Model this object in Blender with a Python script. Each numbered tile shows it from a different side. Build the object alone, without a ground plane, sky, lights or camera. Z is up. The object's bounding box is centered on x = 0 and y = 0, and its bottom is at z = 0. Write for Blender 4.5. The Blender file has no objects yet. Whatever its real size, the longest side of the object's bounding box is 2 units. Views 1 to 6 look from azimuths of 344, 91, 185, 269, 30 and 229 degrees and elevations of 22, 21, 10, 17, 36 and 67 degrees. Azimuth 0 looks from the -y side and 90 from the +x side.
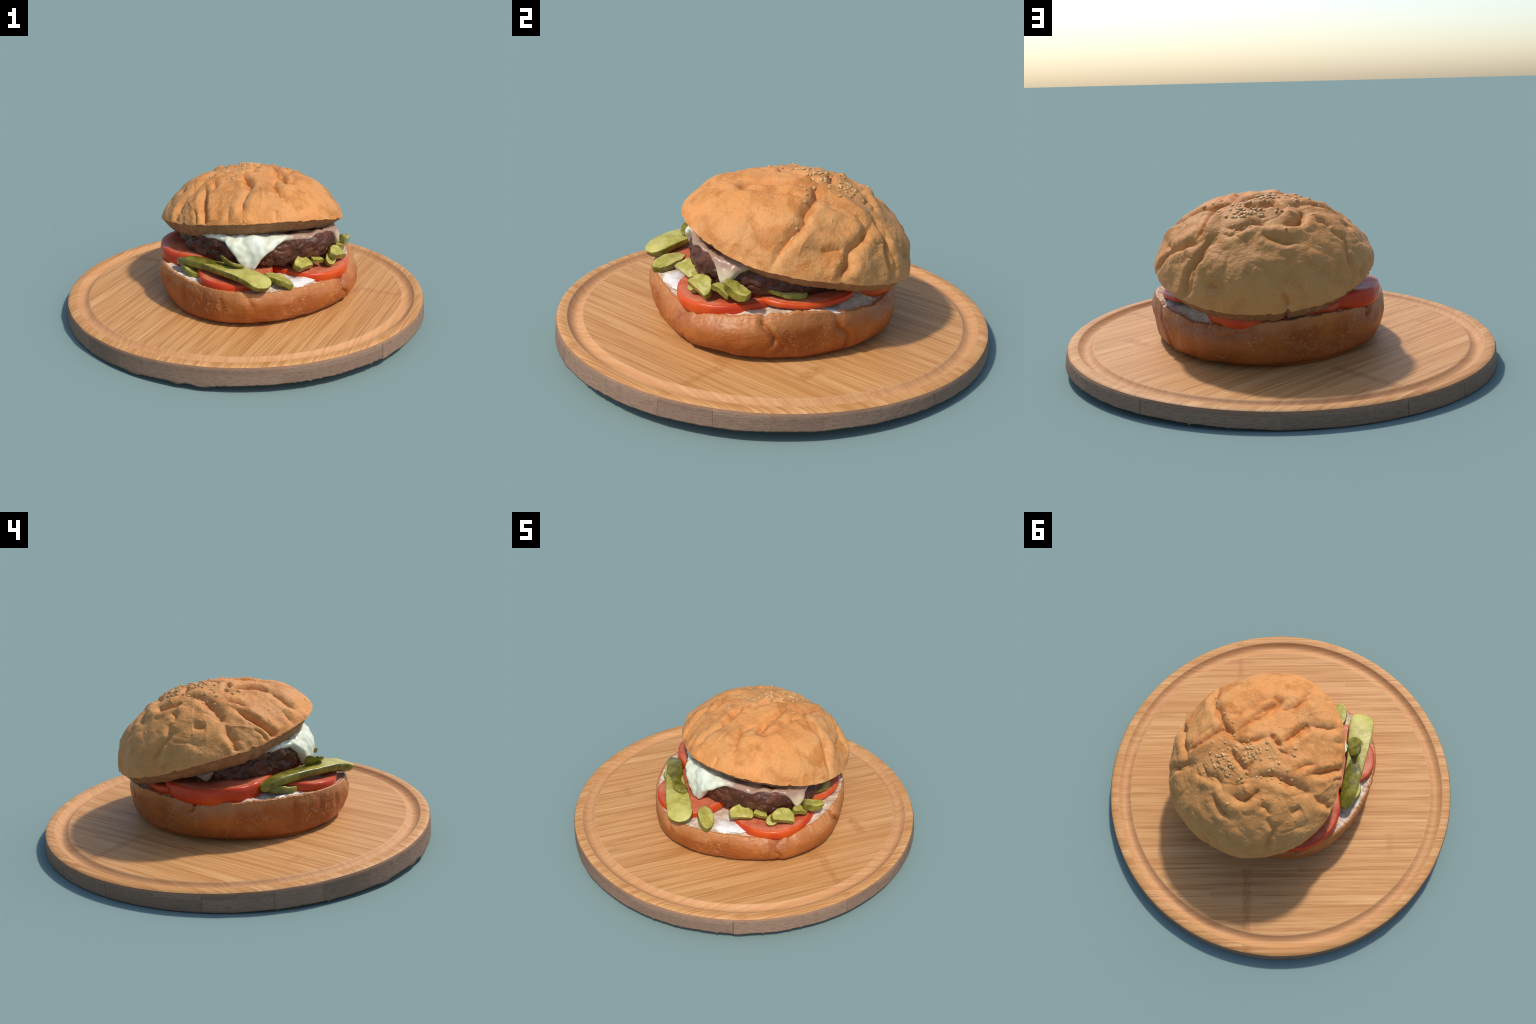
# Hamburger on a round bamboo cutting board, built part by part.
import bpy, math, random
import numpy as np
from mathutils import Vector, Matrix, Euler

random.seed(7)
RNG = np.random.default_rng(7)
CTR = (0.03, 0.03)                      # plan centre the bun outlines are measured from


# ------------------------------------------------------------------ numeric helpers
def fourier(c, th):
    """c[0] + sum of cosine / sine harmonics."""
    v = np.full_like(th, c[0])
    for i in range(1, len(c) // 2 + 1):
        v = v + c[2 * i - 1] * np.cos(i * th) + c[2 * i] * np.sin(i * th)
    return v


def smooth(a, b, x):
    t = np.clip((x - a) / (b - a), 0, 1)
    return t * t * (3 - 2 * t)


def hash3(i, j, k, seed):
    h = (i * 374761393 + j * 668265263 + k * 2147483647 + seed * 974634777) & 0xFFFFFFFF
    h = ((h ^ (h >> 13)) * 1274126177) & 0xFFFFFFFF
    h = h ^ (h >> 16)
    return (h & 0xFFFF) / 32767.5 - 1.0


def noise3(P, freq, seed=0):
    """Smooth gradient noise, about [-1, 1], on a (..., 3) array."""
    p = P * freq + 0.137
    f0 = np.floor(p).astype(np.int64)
    f = p - f0
    w = f * f * f * (f * (f * 6 - 15) + 10)
    out = 0
    for dx in (0, 1):
        wx = w[..., 0] if dx else 1 - w[..., 0]
        for dy in (0, 1):
            wy = w[..., 1] if dy else 1 - w[..., 1]
            for dz in (0, 1):
                wz = w[..., 2] if dz else 1 - w[..., 2]
                i, j, k = f0[..., 0] + dx, f0[..., 1] + dy, f0[..., 2] + dz
                g = sum(hash3(i, j, k, seed + 101 * c) * (f[..., c] - e) for c, e in enumerate((dx, dy, dz)))
                out = out + wx * wy * wz * g
    return np.clip(out * 1.9, -1.2, 1.2)


def fbm(P, freq, octaves=3, seed=0, gain=0.5):
    a, s = 1.0, 0
    for o in range(octaves):
        s = s + a * noise3(P, freq * 2 ** o, seed + 17 * o)
        a *= gain
    return s


def catmull(pts, n):
    """n points on a smooth curve through pts."""
    pts = np.asarray(pts, float)
    if len(pts) == 2:
        t = np.linspace(0, 1, n)[:, None]
        return pts[0] * (1 - t) + pts[1] * t
    p = np.vstack([2 * pts[0] - pts[1], pts, 2 * pts[-1] - pts[-2]])
    u = np.linspace(0, len(pts) - 1 - 1e-9, n)
    i = u.astype(int)
    t = (u - i)[:, None]
    a, b, c, d = p[i], p[i + 1], p[i + 2], p[i + 3]
    return 0.5 * (2 * b + (c - a) * t + (2 * a - 5 * b + 4 * c - d) * t ** 2 + (3 * b - a - 3 * c + d) * t ** 3)


def grid_normals(G, closed=True):
    """Normals of a (rows, cols, 3) grid; columns run round, rows run up, normals point out."""
    du = (np.roll(G, -1, 1) - np.roll(G, 1, 1)) if closed else np.gradient(G, axis=1)
    dv = np.gradient(G, axis=0)
    n = np.cross(du, dv)
    return n / (np.linalg.norm(n, axis=2, keepdims=True) + 1e-12)


def crease_field(P, N, line, width, depth, step=0.0, taper=0.25, shoulder=0.20):
    """Displacement along N made by one crease that follows the 3D curve line: a valley with
    swollen shoulders, and, with step, one lip standing over the other."""
    out = np.zeros(len(P))
    lo, hi = line.min(0) - 4.2 * width, line.max(0) + 4.2 * width
    idx = np.where(((P > lo) & (P < hi)).all(1))[0]
    if not len(idx):
        return out
    p, n = P[idx], N[idx]
    best = np.full(len(idx), 1e9)
    tt = np.zeros(len(idx))
    side = np.zeros(len(idx))
    m = len(line) - 1
    for s in range(m):
        a, b = line[s], line[s + 1]
        ab = b - a
        t = np.clip(((p - a) @ ab) / (ab @ ab + 1e-12), 0, 1)
        off = p - a - t[:, None] * ab
        d = (off ** 2).sum(1)
        better = d < best
        best = np.where(better, d, best)
        tt = np.where(better, (s + t) / m, tt)
        side = np.where(better, np.sign((np.cross(n, ab) * off).sum(1)), side)
    s = np.sqrt(best)
    ends = smooth(0, taper, tt) * smooth(0, taper, 1 - tt) * 0.8 + 0.2
    v = -depth * (0.42 * np.exp(-(s / (1.1 * width)) ** 2) + 0.58 * np.exp(-s / (0.62 * width)) + 0.26 * np.exp(-s / (0.24 * width))) + shoulder * depth * np.exp(-((s - 2.3 * width) / (1.3 * width)) ** 2)
    v = v + step * side * np.tanh(s / (0.45 * width)) * np.exp(-(s / (2.2 * width)) ** 2)
    out[idx] = v * ends
    return out


# ------------------------------------------------------------------ mesh helpers
def make_mesh(name, verts, quads, tris=None, smooth_shade=True, mat_index=None):
    me = bpy.data.meshes.new(name)
    verts = np.asarray(verts, np.float32).reshape(-1, 3)
    quads = np.asarray(quads, np.int32).reshape(-1, 4)
    tris = np.zeros((0, 3), np.int32) if tris is None else np.asarray(tris, np.int32).reshape(-1, 3)
    me.vertices.add(len(verts))
    me.vertices.foreach_set("co", verts.ravel())
    nl = len(quads) * 4 + len(tris) * 3
    me.loops.add(nl)
    me.loops.foreach_set("vertex_index", np.concatenate([quads.ravel(), tris.ravel()]).astype(np.int32))
    me.polygons.add(len(quads) + len(tris))
    starts = np.concatenate([np.arange(len(quads)) * 4, len(quads) * 4 + np.arange(len(tris)) * 3]).astype(np.int32)
    me.polygons.foreach_set("loop_start", starts)
    if mat_index is not None:
        me.polygons.foreach_set("material_index", np.asarray(mat_index, np.int32))
    me.polygons.foreach_set("use_smooth", np.full(len(quads) + len(tris), smooth_shade))
    me.update(calc_edges=True)
    me.validate()
    return me


def ring_quads(rows, cols, closed=True, base=0):
    c = np.arange(cols if closed else cols - 1)
    r = np.arange(rows - 1)
    R, C = np.meshgrid(r, c, indexing="ij")
    C2 = (C + 1) % cols
    return (base + np.stack([R * cols + C, R * cols + C2, (R + 1) * cols + C2, (R + 1) * cols + C], -1)).reshape(-1, 4)


def add(name, me, mats, parent=None):
    ob = bpy.data.objects.new(name, me)
    bpy.context.scene.collection.objects.link(ob)
    for m in mats if isinstance(mats, (list, tuple)) else [mats]:
        me.materials.append(m)
    if parent is not None:
        hang(ob, parent)
    return ob


def world_of(ob):
    m = ob.matrix_basis.copy()
    if ob.parent:
        m = world_of(ob.parent) @ ob.matrix_parent_inverse @ m
    return m


def hang(ob, parent):
    ob.parent = parent
    ob.matrix_parent_inverse = world_of(parent).inverted()


def capped_grid(name, G, mats, parent=None, cap_low=None, cap_high=None):
    """Closed-round grid, with optional centre points that close the first and last rows."""
    rows, cols = G.shape[:2]
    V = [G.reshape(-1, 3)]
    q = ring_quads(rows, cols)
    tris = []
    n = rows * cols
    c = np.arange(cols)
    if cap_low is not None:
        V.append(np.array([cap_low]))
        tris.append(np.stack([np.full(cols, n), (c + 1) % cols, c], -1))
        n += 1
    if cap_high is not None:
        V.append(np.array([cap_high]))
        k = (rows - 1) * cols
        tris.append(np.stack([np.full(cols, n), k + c, k + (c + 1) % cols], -1))
    return add(name, make_mesh(name, np.vstack(V), q, np.vstack(tris) if tris else None), mats, parent)


# ------------------------------------------------------------------ material helper
class Mat:
    def __init__(self, name):
        self.m = bpy.data.materials.new(name)
        self.m.use_nodes = True
        self.t = self.m.node_tree
        self.b = self.t.nodes["Principled BSDF"]
        self.obj = self.node("ShaderNodeTexCoord").outputs["Object"]

    def node(self, kind, **kw):
        n = self.t.nodes.new(kind)
        for k, v in kw.items():
            setattr(n, k, v)
        return n

    def link(self, a, b):
        self.t.links.new(a, b)

    def put(self, sock, v):
        if hasattr(v, "is_linked"):
            self.link(v, sock)
        else:
            sock.default_value = v

    def mapping(self, scale=(1, 1, 1), rot=(0, 0, 0), loc=(0, 0, 0), vec=None):
        n = self.node("ShaderNodeMapping")
        self.put(n.inputs["Vector"], vec or self.obj)
        n.inputs["Scale"].default_value = scale
        n.inputs["Rotation"].default_value = rot
        n.inputs["Location"].default_value = loc
        return n.outputs[0]

    def noise(self, scale, detail=3, rough=0.5, vec=None, distort=0.0):
        n = self.node("ShaderNodeTexNoise")
        self.put(n.inputs["Vector"], vec or self.obj)
        n.inputs["Scale"].default_value = scale
        n.inputs["Detail"].default_value = detail
        n.inputs["Roughness"].default_value = rough
        n.inputs["Distortion"].default_value = distort
        return n.outputs[0]

    def voronoi(self, scale, vec=None, feature="F1", out="Distance", rand=1.0):
        n = self.node("ShaderNodeTexVoronoi", feature=feature)
        self.put(n.inputs["Vector"], vec or self.obj)
        n.inputs["Scale"].default_value = scale
        n.inputs["Randomness"].default_value = rand
        return n.outputs[out]

    def step(self, v, a, b, lo=0.0, hi=1.0):
        n = self.node("ShaderNodeMapRange", interpolation_type="SMOOTHSTEP")
        self.put(n.inputs[0], v)
        for i, x in zip((1, 2, 3, 4), (a, b, lo, hi)):
            n.inputs[i].default_value = x
        return n.outputs[0]

    def math(self, op, a, b=0.0, c=0.0):
        n = self.node("ShaderNodeMath", operation=op)
        self.put(n.inputs[0], a)
        self.put(n.inputs[1], b)
        self.put(n.inputs[2], c)
        return n.outputs[0]

    def mix(self, f, a, b, mode="MIX"):
        n = self.node("ShaderNodeMix", data_type="RGBA", blend_type=mode)
        self.put(n.inputs["Factor"], f)
        for k, v in (("A", a), ("B", b)):
            s = [i for i in n.inputs if i.name == k and i.type == "RGBA"][0]
            self.put(s, v if hasattr(v, "is_linked") else (*v, 1.0))
        return [o for o in n.outputs if o.type == "RGBA"][0]

    def axes(self, vec=None):
        n = self.node("ShaderNodeSeparateXYZ")
        self.put(n.inputs[0], vec or self.obj)
        return n.outputs

    def bump(self, h, strength=0.3, dist=0.01):
        n = self.node("ShaderNodeBump")
        n.inputs["Strength"].default_value = strength
        n.inputs["Distance"].default_value = dist
        self.put(n.inputs["Height"], h)
        return n.outputs[0]

    def finish(self, color, rough=0.5, normal=None, **kw):
        self.put(self.b.inputs["Base Color"], color if hasattr(color, "is_linked") else (*color, 1.0))
        self.put(self.b.inputs["Roughness"], rough)
        if normal is not None:
            self.link(normal, self.b.inputs["Normal"])
        for k, v in kw.items():
            self.put(self.b.inputs[k.replace("_", " ")], v)
        return self.m


# ------------------------------------------------------------------ materials
def bun_top_material():
    k = Mat("bun_crust_golden")
    big = k.noise(3.2, 3, 0.55)
    mid = k.noise(9, 4, 0.6, distort=0.6)
    fine = k.noise(110, 3, 0.7)
    col = k.mix(k.step(big, 0.32, 0.66), (0.600, 0.285, 0.098), (0.655, 0.270, 0.078))
    col = k.mix(k.step(mid, 0.45, 0.70, 0, 0.75), col, (0.430, 0.148, 0.030))       # toasted orange patches
    col = k.mix(k.step(k.noise(5.5, 5, 0.65, distort=0.8), 0.52, 0.66, 0, 0.55), col, (0.400, 0.165, 0.050))   # browned blotches
    # thin glossy crust at the bottom of the folds bakes orange
    geo = k.node("ShaderNodeNewGeometry")
    fold = k.math("MULTIPLY", k.step(geo.outputs["Pointiness"], 0.496, 0.455), k.step(k.noise(6, 2), 0.35, 0.6))
    col = k.mix(k.math("MULTIPLY", fold, 0.60), col, (0.60, 0.190, 0.024))
    # dusty, paler blush towards the back of the loaf
    ax = k.axes()
    back = k.step(k.math("ADD", k.math("MULTIPLY_ADD", ax[0], -0.45, ax[1]), k.math("MULTIPLY", k.noise(5, 2), 0.5)), 0.20, 0.70)
    col = k.mix(k.math("MULTIPLY", back, 0.50), col, (0.570, 0.272, 0.082))
    col = k.mix(k.step(fine, 0.50, 0.72, 0, 0.25), col, (0.36, 0.150, 0.045))
    # flour specks and tiny blisters
    cell = k.voronoi(80)
    gate = k.step(k.noise(22, 2), 0.44, 0.60)
    speck = k.math("MULTIPLY", k.step(cell, 0.36, 0.16), gate)
    col = k.mix(k.math("MULTIPLY", speck, 0.30), col, (0.80, 0.52, 0.28))
    h = k.math("ADD", k.math("MULTIPLY", speck, 0.8), k.math("ADD", k.math("MULTIPLY", fine, 0.7), k.math("MULTIPLY", k.noise(35, 3), 1.0)))
    return k.finish(col, 0.60, k.bump(h, 0.35, 0.004), Specular_IOR_Level=0.2)


def bun_low_material():
    k = Mat("bun_crust_toasted")
    big = k.noise(4.0, 3, 0.55)
    mid = k.noise(14, 4, 0.6, distort=0.5)
    fine = k.noise(100, 3, 0.7)
    col = k.mix(k.step(big, 0.35, 0.68), (0.405, 0.122, 0.024), (0.285, 0.070, 0.011))
    col = k.mix(k.step(mid, 0.48, 0.70, 0, 0.5), col, (0.290, 0.074, 0.013))
    ax = k.axes()
    # the cut edge of the crust is paler and floury
    edge = k.step(k.math("ADD", ax[2], k.math("MULTIPLY", k.noise(12, 3), 0.10)), 0.29, 0.37)
    col = k.mix(k.math("MULTIPLY", edge, 0.45), col, (0.56, 0.250, 0.085))
    # darker, redder lower crust: part real browning, part shading painted into the colour
    sole = k.step(k.math("ADD", ax[2], k.math("MULTIPLY", k.noise(9, 3), 0.06)), 0.235, 0.15)
    col = k.mix(k.math("MULTIPLY", sole, 0.42), col, (0.250, 0.052, 0.011))
    cell = k.voronoi(75)
    gate = k.step(k.noise(11, 4), 0.46, 0.70)
    speck = k.math("MULTIPLY", k.step(cell, 0.42, 0.12), gate)
    col = k.mix(k.math("MULTIPLY", speck, 0.45), col, (0.70, 0.40, 0.19))
    dust = k.math("MULTIPLY", k.step(k.noise(45, 4, 0.7), 0.50, 0.66), k.step(k.noise(4.5, 2), 0.50, 0.62))
    col = k.mix(k.math("MULTIPLY", dust, 0.25), col, (0.62, 0.36, 0.18))
    col = k.mix(k.step(fine, 0.52, 0.75, 0, 0.25), col, (0.28, 0.085, 0.020))
    h = k.math("ADD", k.math("MULTIPLY", speck, 0.7), k.math("ADD", k.math("MULTIPLY", fine, 0.6), k.noise(38, 3)))
    return k.finish(col, 0.42, k.bump(h, 0.30, 0.004), Specular_IOR_Level=0.35)


def crumb_material(name, a, b):
    k = Mat(name)
    n = k.noise(28, 4, 0.65)
    col = k.mix(k.step(n, 0.38, 0.66), a, b)
    pore = k.step(k.voronoi(70), 0.36, 0.10)
    col = k.mix(k.math("MULTIPLY", pore, k.step(k.noise(18, 2), 0.45, 0.65, 0, 0.6)), col, tuple(x * 0.5 for x in a))
    return k.finish(col, 0.85, k.bump(k.math("SUBTRACT", k.noise(60, 4, 0.7), pore), 0.5, 0.006))


def bamboo_top_material():
    k = Mat("bamboo_board")
    ang = -math.radians(51.0)
    v = k.mapping(rot=(0, 0, ang))                       # x along the grain, y across it
    ax = k.axes(v)
    strip = k.math("FLOOR", k.math("MULTIPLY_ADD", ax[1], 1 / 0.0269, 0.61))
    seg = k.math("FLOOR", k.math("MULTIPLY_ADD", ax[0], 0.30, k.math("MULTIPLY", strip, 0.37)))
    comb = k.node("ShaderNodeCombineXYZ")
    k.put(comb.inputs[0], strip)
    k.put(comb.inputs[1], seg)
    wn = k.node("ShaderNodeTexWhiteNoise", noise_dimensions="2D")
    k.put(wn.inputs["Vector"], comb.outputs[0])
    streak = k.noise(1.0, 4, 0.6, vec=k.mapping((1.6, 75, 6), vec=v), distort=0.15)
    fibre = k.noise(1.0, 3, 0.7, vec=k.mapping((5, 260, 20), vec=v))
    cloud = k.noise(1.0, 3, 0.5, vec=k.mapping((1.5, 5, 3), vec=v))
    col = k.mix(wn.outputs[0], (0.550, 0.262, 0.085), (0.645, 0.335, 0.125))
    col = k.mix(k.step(streak, 0.46, 0.66, 0, 0.85), col, (0.430, 0.175, 0.050))
    col = k.mix(k.step(streak, 0.46, 0.28, 0, 0.65), col, (0.76, 0.440, 0.205))
    col = k.mix(k.step(cloud, 0.45, 0.70, 0, 0.35), col, (0.54, 0.240, 0.070))
    col = k.mix(k.step(fibre, 0.50, 0.72, 0, 0.40), col, (0.42, 0.185, 0.065))
    # knuckle bands of the cane: (along, across from, across to, half width)
    wob = k.math("MULTIPLY", k.math("SUBTRACT", k.noise(14, 3), 0.5), 0.05)
    u = k.math("ADD", ax[0], wob)
    dots = k.step(k.noise(1.0, 3, 0.7, vec=k.mapping((40, 110, 30), vec=v)), 0.40, 0.62, 0.25, 1.0)
    for along, a, b, half, f in ((0.195, 0.50, 1.0, 0.030, 0.75), (0.238, -1.0, -0.60, 0.028, 0.55), (0.535, -0.47, -0.33, 0.040, 0.65),
                                 (-0.337, -1.0, -0.85, 0.035, 0.6), (-0.62, 0.30, 0.42, 0.03, 0.3), (0.205, -0.60, -0.55, 0.05, 0.5)):
        m = k.step(k.math("ABSOLUTE", k.math("SUBTRACT", u, along)), half, half * 0.45)
        m = k.math("MULTIPLY", m, k.math("MULTIPLY", k.step(ax[1], a - 0.012, a + 0.004), k.step(ax[1], b + 0.012, b - 0.004)))
        m = k.math("MULTIPLY", k.math("MULTIPLY", m, dots), f)
        col = k.mix(m, col, (0.40, 0.150, 0.038))
    # glue lines between the planks
    pl = k.math("ABSOLUTE", k.math("SUBTRACT", k.math("FRACT", k.math("MULTIPLY_ADD", ax[1], 1 / 0.1615, 0.5 - 0.0650)), 0.5))
    gl = k.math("MULTIPLY", k.step(pl, 0.010, 0.003), k.step(k.noise(1.0, 2, vec=k.mapping((2.5, 6, 1), vec=v)), 0.46, 0.60, 0.05, 0.75))
    col = k.mix(gl, col, (0.20, 0.080, 0.025))
    # sauce and fat smudges
    col = k.mix(k.step(k.voronoi(7.5), 0.075, 0.02, 0, 0.25), col, (0.24, 0.11, 0.05))
    h = k.math("ADD", k.math("MULTIPLY", fibre, 0.8), k.math("SUBTRACT", streak, k.math("MULTIPLY", gl, 2.0)))
    return k.finish(col, 0.55, k.bump(h, 0.22, 0.004), Specular_IOR_Level=0.3)


def bamboo_groove_material():
    k = Mat("bamboo_groove")
    v = k.mapping(rot=(0, 0, -math.radians(51.0)))
    streak = k.noise(1.0, 4, 0.6, vec=k.mapping((2, 75, 6), vec=v))
    ripple = k.noise(1.0, 3, 0.7, vec=k.mapping((90, 160, 30), vec=v))
    col = k.mix(k.step(streak, 0.36, 0.68), (0.62, 0.325, 0.140), (0.53, 0.250, 0.092))
    col = k.mix(k.step(ripple, 0.50, 0.74, 0, 0.45), col, (0.43, 0.200, 0.085))
    return k.finish(col, 0.6, k.bump(ripple, 0.35, 0.005), Specular_IOR_Level=0.3)


def bamboo_side_material():
    k = Mat("bamboo_sawn_edge")
    ax = k.axes()
    az = k.math("ARCTAN2", ax[1], ax[0])
    cyl = k.node("ShaderNodeCombineXYZ")
    k.put(cyl.inputs[0], az)
    k.put(cyl.inputs[1], ax[2])
    v = cyl.outputs[0]
    block = k.math("FLOOR", k.math("MULTIPLY_ADD", az, 3.1, k.math("MULTIPLY", k.math("SINE", k.math("MULTIPLY", az, 2.0)), 0.8)))
    layer = k.math("FLOOR", k.math("MULTIPLY_ADD", k.math("MULTIPLY_ADD", ax[1], 0.026, k.math("MULTIPLY_ADD", ax[0], -0.018, ax[2])), 1 / 0.052, 0.42))
    comb = k.node("ShaderNodeCombineXYZ")
    k.put(comb.inputs[0], block)
    k.put(comb.inputs[1], layer)
    wn = k.node("ShaderNodeTexWhiteNoise", noise_dimensions="2D")
    k.put(wn.inputs["Vector"], comb.outputs[0])
    grain = k.noise(1.0, 4, 0.65, vec=k.mapping((26, 150, 1), vec=v))
    pores = k.voronoi(1.0, vec=k.mapping((130, 190, 1), vec=v))
    col = k.mix(wn.outputs[0], (0.230, 0.140, 0.092), (0.310, 0.195, 0.130))
    col = k.mix(k.step(grain, 0.42, 0.70, 0, 0.55), col, (0.140, 0.082, 0.058))
    col = k.mix(k.step(pores, 0.38, 0.12, 0, 0.40), col, (0.130, 0.080, 0.060))
    # the planed top layer is warmer than the sawn layer below
    warm = k.step(k.math("MULTIPLY_ADD", ax[1], 0.033, k.math("MULTIPLY_ADD", ax[0], -0.015, k.math("MULTIPLY_ADD", k.noise(20, 2), 0.010, ax[2]))), 0.098, 0.108)
    col = k.mix(k.math("MULTIPLY", warm, 0.5), col, (0.34, 0.165, 0.085))
    fr = k.math("FRACT", k.math("MULTIPLY_ADD", az, 3.1, k.math("MULTIPLY", k.math("SINE", k.math("MULTIPLY", az, 2.0)), 0.8)))
    joint = k.math("MULTIPLY", k.step(k.math("ABSOLUTE", k.math("SUBTRACT", fr, 0.5)), 0.490, 0.498), k.step(k.noise(2.5, 1), 0.48, 0.58, 0, 0.7))
    joint = k.math("MULTIPLY", joint, k.math("SUBTRACT", 1.0, warm))
    col = k.mix(joint, col, (0.07, 0.04, 0.03))
    return k.finish(col, 0.75, k.bump(k.math("ADD", grain, pores), 0.28, 0.003), Specular_IOR_Level=0.2)


def tomato_skin_material():
    k = Mat("tomato_skin")
    n = k.noise(7, 3, 0.5)
    col = k.mix(k.step(n, 0.35, 0.68), (0.50, 0.035, 0.006), (0.60, 0.078, 0.010))
    return k.finish(col, 0.28, k.bump(k.noise(30, 2), 0.08, 0.004), Specular_IOR_Level=0.3, Subsurface_Weight=0.08, Subsurface_Radius=(0.03, 0.008, 0.004), Subsurface_Scale=0.5)


def tomato_flesh_material():
    k = Mat("tomato_flesh")
    n = k.noise(16, 4, 0.6, distort=0.6)
    col = k.mix(k.step(n, 0.36, 0.66), (0.50, 0.085, 0.032), (0.57, 0.165, 0.085))
    col = k.mix(k.step(k.voronoi(22), 0.28, 0.08, 0, 0.5), col, (0.50, 0.200, 0.050))
    return k.finish(col, 0.45, k.bump(n, 0.3, 0.006), Specular_IOR_Level=0.25)


def pickle_skin_material():
    k = Mat("pickle_skin")
    n = k.noise(16, 3, 0.6)
    col = k.mix(k.step(n, 0.36, 0.66), (0.110, 0.096, 0.010), (0.240, 0.205, 0.025))
    col = k.mix(k.step(k.noise(1.0, 2, vec=k.mapping((50, 12, 12))), 0.52, 0.70, 0, 0.4), col, (0.32, 0.285, 0.055))
    return k.finish(col, 0.2, k.bump(k.noise(45, 3), 0.25, 0.005), Specular_IOR_Level=0.4)


def pickle_flesh_material():
    k = Mat("pickle_flesh")
    n = k.noise(12, 3, 0.6)
    col = k.mix(k.step(n, 0.36, 0.68), (0.340, 0.290, 0.046), (0.520, 0.460, 0.130))
    seed = k.step(k.voronoi(60), 0.30, 0.12)
    col = k.mix(k.math("MULTIPLY", seed, 0.35), col, (0.62, 0.58, 0.24))
    return k.finish(col, 0.42, k.bump(k.math("ADD", seed, k.noise(50, 3)), 0.25, 0.004), Specular_IOR_Level=0.3)


def patty_material():
    k = Mat("grilled_beef")
    n = k.noise(10, 5, 0.65, distort=0.5)
    col = k.mix(k.step(n, 0.38, 0.68), (0.060, 0.018, 0.009), (0.130, 0.042, 0.021))
    crumbs = k.math("MULTIPLY", k.step(k.noise(30, 4, 0.7), 0.54, 0.68), k.step(k.noise(7, 2), 0.50, 0.64))
    col = k.mix(k.math("MULTIPLY", crumbs, 0.7), col, (0.27, 0.150, 0.105))
    return k.finish(col, 0.38, k.bump(k.noise(55, 5, 0.7), 0.4, 0.006), Specular_IOR_Level=0.3)


def cheese_material():
    k = Mat("melted_cheese")
    ax = k.axes()
    n = k.noise(9, 3, 0.6)
    col = k.mix(k.step(n, 0.35, 0.68), (0.66, 0.66, 0.49), (0.73, 0.75, 0.62))
    # thin, meat-stained film on the right; tan on the left paints in shade
    ang = k.math("ARCTAN2", k.math("SUBTRACT", ax[1], 0.035), k.math("SUBTRACT", ax[0], 0.055))
    side = k.math("ADD", ax[0], k.math("MULTIPLY", k.math("SUBTRACT", n, 0.5), 0.25))
    off = k.math("ADD", k.math("ABSOLUTE", k.math("SUBTRACT", ang, -1.95)), k.math("MULTIPLY", k.math("SUBTRACT", n, 0.5), 0.5))
    thin = k.step(off, 0.40, 0.66)
    col = k.mix(k.math("MULTIPLY", thin, 0.90), col, (0.320, 0.160, 0.100))
    cream = k.math("MULTIPLY", k.step(side, 0.36, 0.44), k.step(ax[2], 0.50, 0.46))
    col = k.mix(k.math("MULTIPLY", cream, 0.8), col, (0.60, 0.50, 0.31))
    return k.finish(col, 0.33, k.bump(k.noise(22, 2), 0.1, 0.006), Specular_IOR_Level=0.4, Subsurface_Weight=0.1, Subsurface_Radius=(0.02, 0.015, 0.01), Subsurface_Scale=0.5)


def sauce_material():
    k = Mat("white_sauce")
    n = k.noise(14, 3, 0.6)
    col = k.mix(k.step(n, 0.38, 0.68), (0.66, 0.57, 0.50), (0.78, 0.73, 0.68))
    return k.finish(col, 0.28, k.bump(k.noise(30, 3), 0.2, 0.006), Specular_IOR_Level=0.5)


def seed_material():
    k = Mat("sesame_seed_shell")
    info = k.node("ShaderNodeObjectInfo")
    col = k.mix(info.outputs["Random"], (0.46, 0.240, 0.078), (0.64, 0.380, 0.150))
    return k.finish(col, 0.42, Specular_IOR_Level=0.4)


M_TOP, M_LOW = bun_top_material(), bun_low_material()
M_CRUMB = crumb_material("bread_crumb", (0.55, 0.40, 0.27), (0.72, 0.60, 0.47))
M_UNDER = crumb_material("shaded_crumb", (0.27, 0.120, 0.042), (0.36, 0.175, 0.070))  # underside bread colour darkened to paint in the shade between the buns
M_BOARD, M_GROOVE, M_SIDE = bamboo_top_material(), bamboo_groove_material(), bamboo_side_material()
M_TSKIN, M_TFLESH = tomato_skin_material(), tomato_flesh_material()
M_PSKIN, M_PFLESH = pickle_skin_material(), pickle_flesh_material()
M_PATTY, M_CHEESE, M_SAUCE, M_SEED = patty_material(), cheese_material(), sauce_material(), seed_material()


# ------------------------------------------------------------------ cutting board
def top_plane(x, y):
    return 0.116 + 0.015 * x - 0.033 * y


def low_plane(x, y):
    return 0.029 + 0.026 * x - 0.022 * y


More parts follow.
